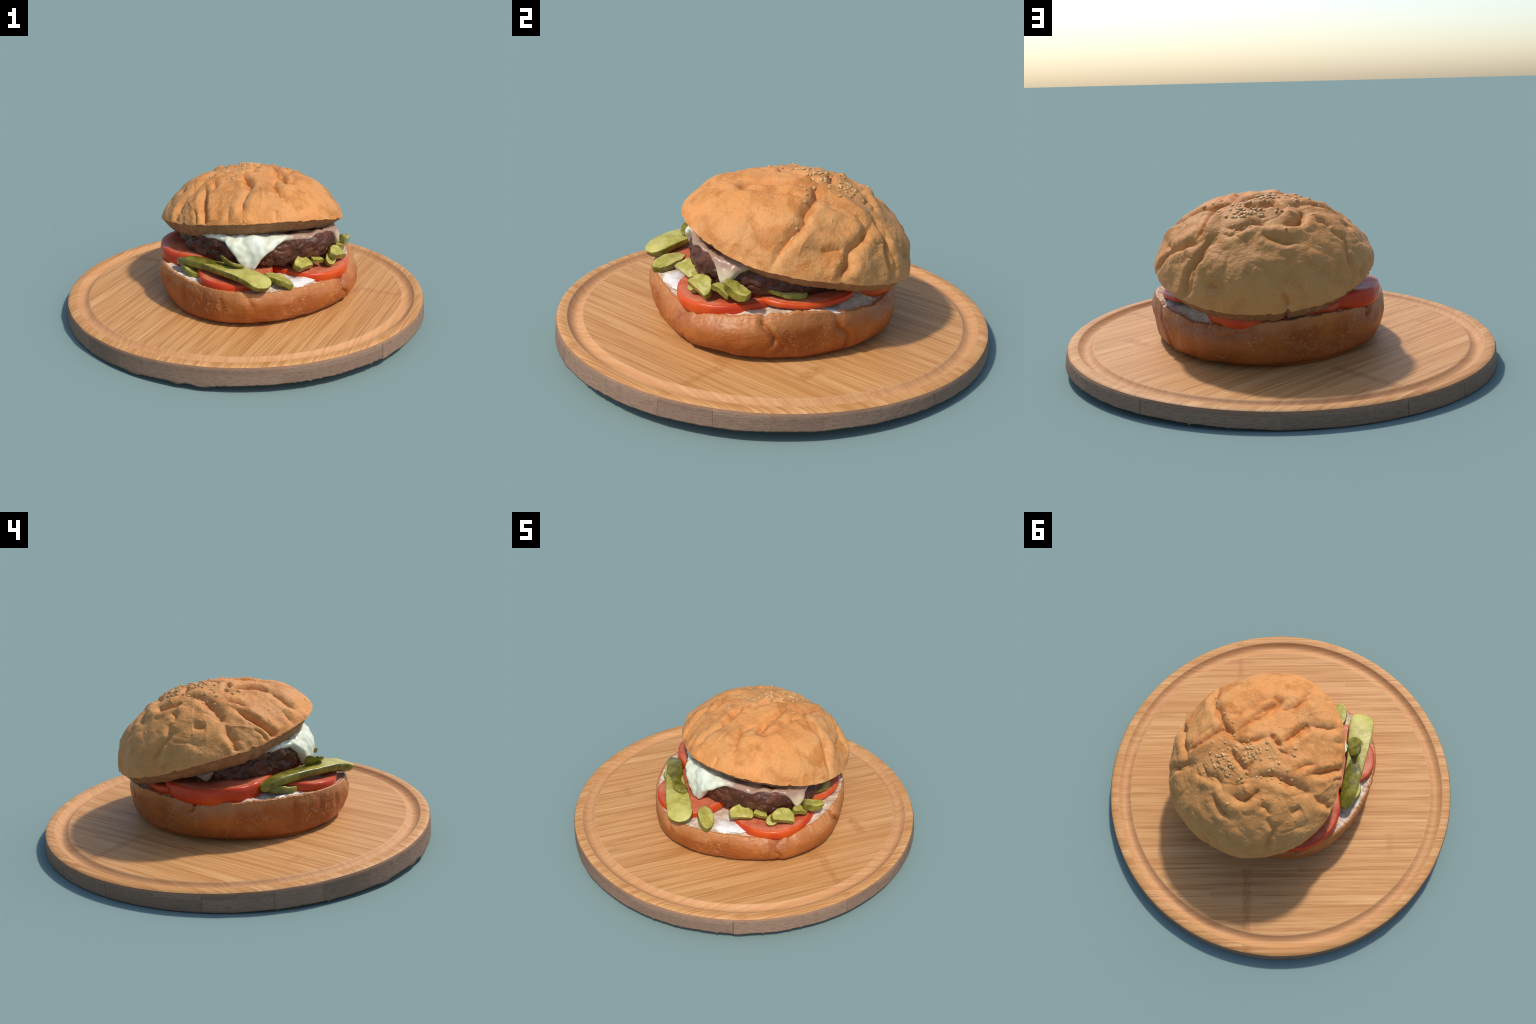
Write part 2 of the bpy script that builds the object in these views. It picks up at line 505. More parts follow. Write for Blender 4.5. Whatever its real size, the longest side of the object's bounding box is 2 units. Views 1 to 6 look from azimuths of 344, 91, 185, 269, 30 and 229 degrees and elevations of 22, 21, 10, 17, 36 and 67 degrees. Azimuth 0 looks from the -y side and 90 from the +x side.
def build_board():
    cols = 1200
    th = np.linspace(0, 2 * np.pi, cols, endpoint=False)
    rows, mats = [], []

    def ring(r, z, drop_from_top=True, mat=0, c=(-0.004, 0.002)):
        r = np.broadcast_to(r, th.shape)
        x, y = c[0] + r * np.cos(th), c[1] + r * np.sin(th)
        base = top_plane(x, y) - 0.006 * smooth(0.96, 0.90, r) if drop_from_top else 0
        rows.append(np.stack([x, y, base + z], -1))
        mats.append(mat)

    for r in np.linspace(0.02, 0.872, 22):
        ring(r, 0.0)
    # juice groove: a shallow round-bottomed channel
    for t in np.linspace(0, 1, 15):
        ring(0.877 + 0.069 * t, -0.020 * math.sin(math.pi * t) ** 0.8, mat=1)
    wear = 0.0015 * np.interp(th, np.linspace(0, 2 * np.pi, 90), RNG.normal(0, 1, 90), period=2 * np.pi)
    for r, z in ((0.948, -0.001), (0.962, -0.001), (0.974, -0.0015), (0.984, -0.004), (0.990, -0.008)):
        ring(r + wear * 0.3, z)
    for r, z in ((0.9935, -0.015),):
        ring(r + wear, z, mat=2)
    # side wall down to the ragged lower edge where the scan was cut off
    P = np.stack([np.cos(th), np.sin(th), 0 * th], -1)
    x, y = np.cos(th), np.sin(th)
    rag = 0.003 * noise3(P, 7, 3) + 0.0015 * noise3(P, 38, 4)
    teeth = np.maximum(0, noise3(P, 75, 5)) ** 2 * 0.009 * smooth(0.0, 0.5, noise3(P, 3.1, 8) + 0.3)
    low = np.maximum(low_plane(x, y) + rag - teeth, 0.0005)
    notch = np.zeros_like(th)
    for a, w, d in ((243, 3.2, 0.016), (236, 2.0, 0.012), (222, 2.5, 0.010), (300, 2.0, 0.008)):
        notch += d * np.exp(-((np.degrees(th) - a) / w) ** 2)
    low = low - 0.007 * np.exp(-(((np.degrees(th) + 25 + 180) % 360 - 180) / 35) ** 2)
    low = np.maximum(low - notch, 0.0)
    t0 = top_plane(x * 0.992, y * 0.992) - 0.015
    for t in np.linspace(0.07, 1, 14):
        q = np.stack([np.cos(th) * 1.0, np.sin(th), np.full_like(th, t * 0.1)], -1)
        r = 0.9945 + 0.0055 * t + 0.0006 * noise3(q, 24, 9) + wear * 0.6
        c = (-0.004 * (1 - t), 0.002 * (1 - t))
        ring(np.minimum(r, 0.9995), t0 + (low - t0) * t, False, 2, c)
    rows[-1][:, 2] = low
    for r, up in ((0.985, 0.006), (0.95, 0.010), (0.5, 0.012), (0.02, 0.012)):
        rows.append(np.stack([r * np.cos(th), r * np.sin(th), np.maximum(low_plane(r * x, r * y), 0.0) + up], -1))
        mats.append(2)
    G = np.array(rows)
    R = len(rows)
    q = ring_quads(R, cols)
    mi = np.repeat(np.array([max(mats[i], mats[i + 1]) if not (mats[i] == 1 and mats[i + 1] == 0) else 1 for i in range(R - 1)]), cols)
    top_c, low_c = R * cols, R * cols + 1
    V = np.vstack([G.reshape(-1, 3), [[0, 0, top_plane(0, 0) - 0.006]], [[0, 0, 0.04]]])
    c = np.arange(cols)
    tris = np.vstack([np.stack([np.full(cols, top_c), (c + 1) % cols, c], -1), np.stack([np.full(cols, low_c), (R - 1) * cols + c, (R - 1) * cols + (c + 1) % cols], -1)])
    # rows run from the centre outward over the top, so turn faces outward
    q = q[:, ::-1]
    tris = tris[:, ::-1]
    mi = np.concatenate([mi, np.zeros(cols), np.full(cols, 2)])
    # split into the parts: board face, juice groove, sawn edge
    root = bpy.data.objects.new("cutting_board", None)
    bpy.context.scene.collection.objects.link(root)
    for idx, (name, mat) in enumerate((("board_face", M_BOARD), ("juice_groove", M_GROOVE), ("board_edge", M_SIDE))):
        qs, ts = q[mi[:len(q)] == idx], tris[mi[len(q):] == idx]
        used = np.unique(np.concatenate([qs.ravel(), ts.ravel()]))
        lut = np.zeros(len(V), np.int64)
        lut[used] = np.arange(len(used))
        add(name, make_mesh(name, V[used], lut[qs], lut[ts] if len(ts) else None), mat, root)
    root["label"] = "round bamboo cutting board with a juice groove"
    root["category"] = "cutting board"
    return root


build_board()

# ------------------------------------------------------------------ hamburger root
burger = bpy.data.objects.new("hamburger", None)
bpy.context.scene.collection.objects.link(burger)
burger.location = (0.03, 0.0, 0.115)
burger["label"] = "hamburger in a wrinkled sesame bun with pickles and tomato"
burger["category"] = "burger"

# ------------------------------------------------------------------ top bun
RIM_R = [0.497, 0.040, 0.085, -0.008, -0.016, -0.005, 0.005, 0.001, -0.004, 0.001, 0.0, 0.002, 0.001]
RIM_Z = [0.508, -0.006, -0.136, 0.011, -0.003, -0.007, 0.010, 0.0, 0.001, -0.001, 0.002]
APEX = np.array([0.094, 0.031, 0.790])


def dome(T, Ph):
    """Smooth crown of the top bun: T azimuth, Ph 0 at the rim to 90 degrees at the crown."""
    r = fourier(RIM_R, T)
    R = np.stack([CTR[0] + r * np.cos(T), CTR[1] + r * np.sin(T)], -1)
    rz = fourier(RIM_Z, T)
    p = 0.970 + 0.001 * np.cos(T) + 0.021 * np.sin(T)
    q = 1.011 + 0.036 * np.cos(T) - 0.022 * np.sin(T)
    b = -0.089 + 0.003 * np.cos(T) + 0.083 * np.sin(T) - 0.069 * np.cos(2 * T) - 0.023 * np.sin(2 * T)
    c, s = np.maximum(np.cos(Ph), 0), np.sin(Ph)
    f = c ** p * (1 + b * s * c)
    xy = APEX[:2] + (R - APEX[:2]) * f[..., None]
    z = rz + (APEX[2] - rz) * s ** q
    return np.concatenate([xy, z[..., None]], -1)


def on_dome(pts):
    a = np.radians(np.array(pts, float))
    return dome(a[:, 0], a[:, 1])


# folds of the crust: (azimuth, height angle) along each, width, depth, lip step
TOP_FOLDS = [
    # the star of long folds that meets near the crown
    ([(60, 73), (42, 65), (29, 58), (18, 48), (16, 42), (11, 35), (4, 26), (0, 16), (356, 1)], 0.020, 0.017, 0.003),
    ([(56, 72), (29, 77), (349, 80), (320, 76), (307, 67), (298, 61)], 0.015, 0.011, 0.003),
    ([(51, 70), (42, 62), (52, 49), (53, 36)], 0.020, 0.018, -0.004),
    ([(36, 57), (42, 50), (48, 43), (52, 36)], 0.018, 0.008, 0.0),
    ([(58, 38), (48, 31), (37, 23), (33, 14), (29, 7), (28, 0)], 0.019, 0.020, 0.004),
    ([(66, 45), (62, 34), (61, 26), (57, 19), (56, 10), (55, 1)], 0.014, 0.016, 0.005),
    ([(61, 24), (65, 35), (67, 46)], 0.022, 0.007, 0.0),
    ([(63, 72), (78, 76), (92, 81), (152, 85)], 0.014, 0.013, 0.0),
    ([(180, 86), (174, 80), (184, 75)], 0.014, 0.014, 0.0),
    ([(184, 76), (215, 72), (236, 64), (246, 53)], 0.018, 0.013, 0.003),
    ([(167, 78), (172, 73), (180, 69)], 0.016, 0.008, 0.0),
    ([(300, 73), (282, 66), (280, 54), (282, 38)], 0.020, 0.012, 0.0),
    ([(174, 57), (188, 53), (200, 43)], 0.016, 0.013, 0.0),
    ([(184, 47), (198, 34), (208, 20), (214, 6), (216, 0)], 0.018, 0.026, 0.006),
    ([(118, 63), (140, 64), (154, 59), (167, 48), (174, 39)], 0.023, 0.024, 0.0),
    ([(106, 51), (116, 50), (124, 54), (131, 58)], 0.019, 0.020, 0.0),
    ([(92, 46), (101, 41), (112, 37)], 0.021, 0.018, 0.0),
    ([(131, 48), (137, 45), (138, 40)], 0.017, 0.012, 0.0),
    ([(136, 40), (139, 34), (143, 30)], 0.016, 0.012, 0.0),
    ([(154, 35), (164, 34)], 0.022, 0.011, 0.0),
    ([(135, 10), (138, 22), (144, 31)], 0.019, 0.014, 0.002),
    ([(70, 50), (79, 50), (88, 54), (99, 51)], 0.018, 0.015, 0.0),
    ([(74, 69), (86, 68), (102, 67), (112, 66)], 0.016, 0.014, 0.0),
    ([(115, 73), (112, 67), (114, 60)], 0.015, 0.010, 0.0),
    ([(344, 27), (354, 21), (356, 18)], 0.022, 0.010, 0.0),
    ([(20, 22), (27, 23), (33, 23)], 0.020, 0.012, 0.0),
    ([(308, 66), (318, 79), (12, 78)], 0.020, 0.008, 0.0),
    ([(309, 60), (332, 66), (7, 69), (26, 66)], 0.018, 0.007, 0.003),
    ([(197, 18), (203, 12), (208, 0)], 0.013, 0.012, 0.0),
    ([(180, 20), (183, 12), (186, 0)], 0.016, 0.012, 0.0),
    ([(246, 55), (244, 42), (244, 31), (248, 14)], 0.020, 0.013, 0.002),
    ([(210, 72), (241, 62), (248, 56)], 0.019, 0.011, 0.0),
    ([(280, 61), (278, 50), (284, 41), (282, 28)], 0.019, 0.011, 0.002),
    ([(274, 22), (272, 4)], 0.020, 0.007, 0.0),
    ([(5, 77), (308, 68), (315, 59)], 0.021, 0.011, 0.0),
    ([(232, 27), (236, 6)], 0.017, 0.007, 0.0),
    ([(100, 13), (102, 6), (102, 0)], 0.013, 0.012, 0.004),
    ([(66, 14), (74, 14)], 0.021, 0.009, 0.0),
    ([(101, 34), (105, 30), (104, 22)], 0.020, 0.008, 0.0),
    ([(90, 52), (84, 50), (76, 45), (69, 46)], 0.016, 0.009, 0.0),
    ([(60, 28), (60, 19), (59, 8), (54, 0)], 0.015, 0.008, 0.003),
    ([(178, 33), (180, 21), (188, 12)], 0.019, 0.013, 0.0),
    ([(182, 12), (184, 3)], 0.015, 0.008, 0.0),
    ([(142, 0), (143, 8)], 0.014, 0.007, 0.0),
    ([(320, 9), (328, 1)], 0.014, 0.005, 0.0),
    ([(340, 40), (350, 34)], 0.025, 0.006, 0.0),
    ([(118, 20), (122, 10)], 0.024, 0.006, 0.0),
    ([(84, 24), (90, 18)], 0.022, 0.006, 0.0),
]
# swollen ridges between the folds
TOP_PITS = [((51, 70), 0.016, 0.014), ((178, 84), 0.014, 0.010), ((96, 68), 0.014, 0.010), ((174, 39), 0.018, 0.012), ((159, 34), 0.020, 0.010), ((70, 14), 0.018, 0.006), ((120, 51), 0.018, 0.008),
            ((165, 45), 0.09, 0.009), ((305, 76), 0.09, 0.010), ((350, 80), 0.07, 0.006), ((255, 44), 0.07, -0.007), ((286, 48), 0.07, -0.006)]   # the last ones flatten or swell whole facets
TOP_RIDGES = [
    ([(176, 30), (190, 24), (203, 14), (207, 4)], 0.030, 0.010),
    ([(115, 60), (118, 56), (128, 54)], 0.022, 0.010),
    ([(50, 58), (56, 50), (58, 42)], 0.028, 0.010),
    ([(20, 36), (12, 26), (8, 14)], 0.030, 0.006),
    ([(260, 60), (262, 46), (262, 30)], 0.030, 0.007),
    ([(95, 60), (80, 60)], 0.026, 0.007),
    ([(160, 52), (172, 46)], 0.026, 0.007),
]


def build_top_bun():
    cols, rows = 1000, 300
    th = np.linspace(0, 2 * np.pi, cols, endpoint=False)
    ph = np.radians(np.linspace(0, 1, rows) ** 0.96 * 89.2)
    T, P = np.meshgrid(th, ph)
    G = dome(T, P)
    N = grid_normals(G)
    pts, nrm = G.reshape(-1, 3), N.reshape(-1, 3)
    d = np.zeros(len(pts))
    for line, w, depth, step in TOP_FOLDS:
        c = catmull(on_dome(line), 5 * len(line))
        c = c + 0.006 * np.stack([noise3(c, 21, 40 + k) for k in range(3)], -1)
        high = np.mean([p[1] for p in line])
        d += crease_field(pts, nrm, c, w, depth * (1.30 + 0.35 * (high > 58)), step * 1.2)
    for line, w, h in TOP_RIDGES:
        d += crease_field(pts, nrm, catmull(on_dome(line), 14), w, -h, 0, shoulder=0.0)
    for at, w, depth in TOP_PITS:
        d -= depth * np.exp(-((pts - on_dome([at])) ** 2).sum(1) / w ** 2)
    d = 0.042 * np.tanh(d / 0.042) - 0.002
    # puffed, leathery skin
    warp = pts + 0.03 * np.stack([noise3(pts, 7, s) for s in (60, 61, 62)], -1)
    back = smooth(-0.05, 0.35, pts[:, 1])
    d += (0.0060 + 0.0045 * back) * noise3(warp, 7, 11) + (0.0034 + 0.0012 * back) * noise3(warp, 13, 12) + 0.0014 * noise3(warp, 34, 13)
    d -= 0.0030 * np.maximum(0, 1 - np.abs(noise3(warp, 8, 21)) * 5) * smooth(-0.1, 0.35, noise3(pts, 4, 22))
    d += 0.0006 * noise3(pts, 90, 31)
    # crumbly, seed-crusted crown
    crown = np.exp(-((pts - on_dome([(88, 66)])) ** 2).sum(1) / 0.085 ** 2) + 0.7 * np.exp(-((pts - on_dome([(150, 70)])) ** 2).sum(1) / 0.06 ** 2)
    d += crown * (0.0040 * noise3(pts, 60, 36) + 0.004 * noise3(pts, 30, 37) - 0.004)
    # blistered floury back and sides
    blister = np.maximum(0, noise3(pts, 75, 33) - 0.45) * smooth(-0.1, 0.3, noise3(pts, 6, 35))
    d += 0.004 * blister
    keep = 0.55 + 0.45 * smooth(0, 0.10, P.ravel())
    G2 = (pts + nrm * (d * keep)[:, None]).reshape(G.shape)
    # torn rim
    a = np.stack([np.cos(th), np.sin(th), 0 * th], -1)
    rag = 0.005 * noise3(a, 7, 51) + 0.003 * noise3(a, 22, 52)
    for deg, w, h in ((102, 1.0, 0.016), (196, 1.6, 0.008), (28, 1.2, 0.006), (150, 1.3, 0.008), (326, 1.4, 0.008), (131, 1.0, 0.006)):
        rag += h * np.exp(-((np.degrees(th) - deg) / w) ** 2)
    G2[:, :, 2] += rag[None, :] * (np.exp(-P / 0.10))
    top = capped_grid("top_bun", G2, M_TOP, burger, cap_high=G2[-1].mean(0))
    # cut underside: short thin lip, then the crumb falls to the filling
    rim = G2[0]
    front = 0.5 - 0.5 * np.sin(th)
    cen = np.array([0.06, 0.08])
    rows_u = [rim]
    lift = np.exp(-np.abs(((np.degrees(th) - 215 + 180) % 360 - 180) / 48) ** 3)
    hollow = np.exp(-np.abs(((np.degrees(th) - 308 + 180) % 360 - 180) / 48) ** 3)      # the raised front right is cut in deeper
    for s, at_front, at_back in ((0.994, -0.001, -0.002), (0.984, 0.008, 0.001), (0.970, 0.026, 0.008), (0.950, 0.040, 0.018), (0.92, 0.058, 0.034), (0.87, 0.072, 0.050),
                                 (0.80, 0.086, 0.062), (0.65, 0.090, 0.064), (0.45, 0.090, 0.064), (0.2, 0.090, 0.064), (0.03, 0.090, 0.064)):
        k = at_back * (1 + 0.3 * front) + (at_front - at_back) * lift
        k = k - hollow * 0.018 * math.exp(-((s - 0.92) / 0.035) ** 2)
        xy = cen + (rim[:, :2] - cen) * s
        w = smooth(0.93, 0.70, np.array(s))
        pln = 0.515 - 0.275 * (xy[:, 1] - 0.1)
        z = rim[:, 2] * (1 - w) + pln * w - k
        q = np.stack([xy[:, 0], xy[:, 1], z], -1)
        q[:, 2] += 0.004 * fbm(q, 18, 2, 77)
        rows_u.append(q)
    U = np.array(rows_u)[::-1]
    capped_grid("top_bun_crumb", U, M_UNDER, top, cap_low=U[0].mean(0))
    return top, G2, th, ph


top_bun, TOPG, TOP_TH, TOP_PH = build_top_bun()


# ------------------------------------------------------------------ sesame seeds
def build_seeds():
    # one teardrop seed, shared by all
    n, m = 14, 10
    V = []
    for i in range(1, m):
        t = i / m
        x = -0.5 + t
        r = 0.33 * math.sin(math.pi * t) ** 0.75 * (0.72 + 0.5 * t)
        for j in range(n):
            a = 2 * math.pi * j / n
            V.append((x, r * math.cos(a), 0.62 * r * math.sin(a)))
    q = ring_quads(m - 1, n)
    k = len(V)
    V += [(-0.5, 0, 0), (0.5, 0, 0)]
    c = np.arange(n)
    tr = np.vstack([np.stack([np.full(n, k), (c + 1) % n, c], -1), np.stack([np.full(n, k + 1), (m - 2) * n + c, (m - 2) * n + (c + 1) % n], -1)])
    me = make_mesh("sesame_seed", V, q[:, ::-1], tr[:, ::-1])
    spots = [(56, 59), (65, 63), (66, 57), (72, 57), (75, 50), (74, 52), (22, 58), (28, 64), (32, 69), (10, 37), (63, 67), (54, 72), (140, 82), (138, 79),
             (173, 82), (198, 66), (187, 65), (144, 74), (158, 69), (164, 62), (107, 46), (177, 74), (152, 58), (154, 60), (165, 55), (138, 64), (144, 62),
             (138, 62), (125, 64), (130, 64), (107, 60), (112, 60), (112, 65), (113, 63), (109, 62), (140, 67), (146, 67), (7, 29), (76, 49), (82, 51), (86, 54)]
    # thick sprinkles: scattered round a few centres in the hollows at the crown
    def sprinkle(a, b, count, sa, sb):
        for _ in range(count):
            spots.append((a + RNG.uniform(-sa, sa), b + RNG.uniform(-sb, sb)))
    sprinkle(76, 61, 14, 6, 4.0)
    sprinkle(88, 62, 22, 8, 3.5)
    sprinkle(92, 75, 13, 16, 4.5)
    sprinkle(104, 72, 10, 9, 3.0)
    sprinkle(121, 76, 9, 9, 3.5)
    sprinkle(70, 66, 4, 5, 3.0)
    Nn = grid_normals(TOPG)
    placed = []
    first = None
    for a, b in spots:
        j = int(round((a % 360) / 360 * len(TOP_TH))) % len(TOP_TH)
        i = int(np.abs(TOP_PH - math.radians(b)).argmin())
        p, nn = TOPG[i, j], Nn[i, j]
        if any(np.linalg.norm(p - o) < 0.0095 for o in placed):
            continue
        placed.append(p)
        z = Vector(nn)
        x = Vector((RNG.normal(), RNG.normal(), RNG.normal()))
        x = (x - z * x.dot(z)).normalized()
        x = (x + z * RNG.normal(0, 0.15)).normalized()
        y = z.cross(x).normalized()
        z2 = x.cross(y)
        s = 0.0225 * RNG.uniform(0.85, 1.15)
        R = Matrix((x, y, z2)).transposed().to_4x4()
        ob = bpy.data.objects.new("sesame_seed", me)
        if first is None:
            me.materials.append(M_SEED)
            first = ob
        bpy.context.scene.collection.objects.link(ob)
        ob.matrix_basis = Matrix.Translation(Vector(p) + z * 0.0014) @ R @ Matrix.Diagonal((s, s, s * 0.95, 1))
        hang(ob, top_bun)


build_seeds()

# ------------------------------------------------------------------ bottom bun
LOW_R = [0.529, 0.016, -0.035, -0.011, 0.014, 0.014, -0.004, 0.006, -0.004, -0.008, -0.001]
LOW_Z = [0.311, -0.002, -0.008, 0.009, 0.003, 0.014, 0.002, 0.007, 0.005]
SOLE_R = [0.508, 0.025, -0.044, -0.011, 0.017, 0.011, -0.011]
BELLY = [0.009, 0.016, -0.010, 0.0, 0.001, -0.009, -0.007, 0.002, -0.009]


def low_side(T, s):
    """Side wall of the bottom bun: s 0 at the sole to 1 at the cut rim."""
    rr, zr, rb = fourier(LOW_R, T), fourier(LOW_Z, T), fourier(SOLE_R, T)
    rb = rb + 0.016 * np.exp(-(((np.degrees(T) - 152 + 180) % 360 - 180) / 20) ** 2)
    rl = rr + fourier(BELLY, T)
    for deg, wid, h in ((315, 22, 0.012), (155, 20, 0.020), (122, 16, 0.006), (60, 16, 0.008)):
        rl = rl + h * np.exp(-(((np.degrees(T) - deg + 180) % 360 - 180) / wid) ** 2)
    r = rb * (1 - s) * (1 - 2 * s) + rl * 4 * s * (1 - s) + rr * s * (2 * s - 1)
    r = r + 0.003 * np.exp(-((s - 0.74) / 0.24) ** 2) - 0.010 * np.exp(-(s / 0.10) ** 2)
    zb = top_plane(CTR[0] + rb * np.cos(T), CTR[1] + rb * np.sin(T)) - 0.002
    return np.stack([CTR[0] + r * np.cos(T), CTR[1] + r * np.sin(T), zb + (zr - zb) * s], -1)


LOW_FOLDS = [
    ([(321, 1.0), (315, 0.91), (313, 0.67), (317, 0.37), (315, 0.05)], 0.012, 0.010, 0.003),
    ([(354, 1.0), (354, 0.86), (357, 0.69), (359, 0.49), (356, 0.31)], 0.012, 0.012, 0.004),
    ([(27, 0.95), (29, 0.66), (34, 0.47), (34, 0.14), (30, 0.04)], 0.014, 0.013, 0.005),
    ([(353, 1.0), (356, 0.7), (6, 0.22)], 0.014, 0.006, 0.003),
    ([(303, 0.85), (304, 0.55)], 0.012, 0.006, 0.0),
    ([(214, 0.95), (215, 0.40)], 0.014, 0.008, 0.0),
    ([(230, 0.96), (230, 0.40)], 0.016, 0.007, 0.0),
    ([(253, 0.98), (257, 0.60)], 0.014, 0.008, 0.002),
    ([(288, 0.98), (288, 0.50)], 0.014, 0.006, 0.0),
    ([(306, 0.70), (307, 0.32)], 0.012, 0.006, 0.0),
    ([(158, 1.0), (157, 0.86), (154, 0.72)], 0.012, 0.014, 0.004),
    ([(191, 0.80), (194, 0.45)], 0.015, 0.007, 0.002),
    ([(196, 0.92), (201, 0.50)], 0.015, 0.007, 0.0),
    ([(223, 0.90), (223, 0.55)], 0.014, 0.007, 0.0),
    ([(240, 0.85), (241, 0.45)], 0.014, 0.006, 0.0),
    ([(68, 0.75), (77, 0.90)], 0.014, 0.006, 0.003),
    ([(105, 0.95), (106, 0.58)], 0.014, 0.005, 0.0),
    ([(272, 0.7), (274, 0.3)], 0.018, 0.005, 0.0),
    ([(136, 0.8), (138, 0.4)], 0.016, 0.005, 0.0),
]


def build_bottom_bun():
    cols, rows = 720, 96
    th = np.linspace(0, 2 * np.pi, cols, endpoint=False)
    s = np.linspace(0, 1, rows)
    T, S = np.meshgrid(th, s)
    G = low_side(T, S)
    N = grid_normals(G)
    pts, nrm = G.reshape(-1, 3), N.reshape(-1, 3)
    d = np.zeros(len(pts))
    for line, w, depth, step in LOW_FOLDS:
        a = np.array(line, float)
        c = catmull(low_side(np.radians(a[:, 0]), a[:, 1]), 5 * len(line))
        d += crease_field(pts, nrm, c, w, depth, step)
    d += 0.0045 * fbm(pts, 8, 2, 5) + 0.0012 * fbm(pts, 24, 2, 6) + 0.0008 * noise3(pts, 80, 7)
    d += 0.004 * np.maximum(0, noise3(pts, 70, 9) - 0.5) * smooth(0, 0.4, noise3(pts, 5, 12))
    # the sole tucks under
    tuck = -0.012 * np.exp(-(S.ravel() / 0.08) ** 2)
    G2 = (pts + nrm * (d + tuck)[:, None]).reshape(G.shape)
    a = np.stack([np.cos(th), np.sin(th), 0 * th], -1)
    rag = 0.005 * noise3(a, 9, 71) + 0.0035 * noise3(a, 34, 72)
    for deg, w, h in ((158, 2.2, -0.022), (164, 1.5, 0.008), (151, 2.0, 0.006), (320, 2.0, 0.012), (354, 1.5, -0.012), (9, 3.0, 0.008), (27, 2.0, -0.010)):
        rag += h * np.exp(-(((np.degrees(th) - deg + 180) % 360 - 180) / w) ** 2)
    G2[:, :, 2] += rag[None, :] * smooth(0.72, 1.0, S)
    # rounded lip turning in to the cut
    lip = [G2[-1]]
    cen = np.array([0.045, 0.0])
    for inset, rise in ((0.006, 0.0035), (0.014, 0.003)):
        q = G2[-1].copy()
        v = cen - q[:, :2]
        v /= np.linalg.norm(v, axis=1)[:, None]
        q[:, :2] += v * inset
        q[:, 2] += rise
        lip.append(q)
    G3 = np.concatenate([G2, np.array(lip[1:])])
    bun = capped_grid("bottom_bun", G3, M_LOW, burger, cap_low=(0.03, 0.0, 0.112))
    rim = G3[-1]
    rows_c = [rim]
    for f, dz in ((0.985, -0.002), (0.965, -0.004), (0.94, -0.003), (0.91, 0.0), (0.87, 0.003), (0.8, 0.006), (0.7, 0.006), (0.55, 0.0), (0.4, 0.0), (0.2, 0.0), (0.03, 0.0)):
        xy = cen + (rim[:, :2] - cen) * f
        w = smooth(0.99, 0.85, np.array(f))
        z = rim[:, 2] * (1 - w) + 0.320 * w + dz
        q = np.stack([xy[:, 0], xy[:, 1], z], -1)
        q[:, 2] += 0.006 * fbm(q, 16, 3, 81) * min(1, (1 - f) / 0.04)
        rows_c.append(q)
    C = np.array(rows_c)
    capped_grid("bottom_bun_crumb", C, M_CRUMB, bun, cap_high=C[-1].mean(0))
    return bun


bottom_bun = build_bottom_bun()


# ------------------------------------------------------------------ round slices (tomato, pickle)
def slice_mesh(name, thick, seed, aspect=1.0, bend=0.0, twist=0.0, lobes=0.03, cut=None, cols=120, core=0.0, dish=0.0, wave=0.16):
    """A round slice of radius 1: skin on the rim, flesh on both faces; cut trims it to y > cut."""
    th = np.linspace(0, 2 * np.pi, cols, endpoint=False)
    h = thick / 2
    prof = [(0.04, -h), (0.35, -h), (0.62, -h), (0.82, -h), (0.95, -h * 0.98), (0.983, -h * 0.86), (0.997, -h * 0.45), (1.0, 0), (0.997, h * 0.45), (0.985, h * 0.86), (0.955, h * 0.99), (0.82, h), (0.62, h), (0.35, h), (0.04, h)]
    a = np.stack([np.cos(th), np.sin(th), 0 * th + seed], -1)
    out = 1 + lobes * noise3(a, 1.6, seed) + lobes * 0.4 * noise3(a, 5, seed + 1)
    G = []
    for r, z in prof:
        x, y = r * out * np.cos(th), r * out * np.sin(th) * aspect
        if cut is not None:
            y = np.maximum(y, cut * (0.9 + 0.1 * r))
        p = np.stack([x, y, np.full_like(x, z)], -1)
        p[:, 2] += wave * thick * noise3(p * [1, 1, 0.2], 2.6, seed + 2)
        p[:, 2] += bend * x ** 2 + twist * x * y + dish * (x * x + y * y)
        if abs(z) > h * 0.99:
            p[:, 2] += core * thick * (np.sin(3 * th + seed) * 0.5 + 0.5) * math.exp(-((r - 0.5) / 0.22) ** 2) * (-1 if z > 0 else 1)
        G.append(p)
    G = np.array(G)
    R = len(prof)
    q = ring_quads(R, cols)
    k = R * cols
    V = np.vstack([G.reshape(-1, 3), [G[0].mean(0)], [G[-1].mean(0)]])
    c = np.arange(cols)
    tr = np.vstack([np.stack([np.full(cols, k), (c + 1) % cols, c], -1), np.stack([np.full(cols, k + 1), (R - 1) * cols + c, (R - 1) * cols + (c + 1) % cols], -1)])
    mi = np.concatenate([np.repeat([1 if (i < 4 or i >= R - 5) else 0 for i in range(R - 1)], cols), np.ones(2 * cols)])
    return make_mesh(name, V, q, tr, mat_index=mi)


def place_slice(name, me, mats, loc, size, rot=(0, 0, 0)):
    ob = add(name, me, mats, None)
    ob.matrix_basis = Matrix.Translation(loc) @ Euler([math.radians(a) for a in rot], "XYZ").to_matrix().to_4x4()
    me.transform(Matrix.Diagonal((size, size, size, 1)))
    hang(ob, burger)
    return ob


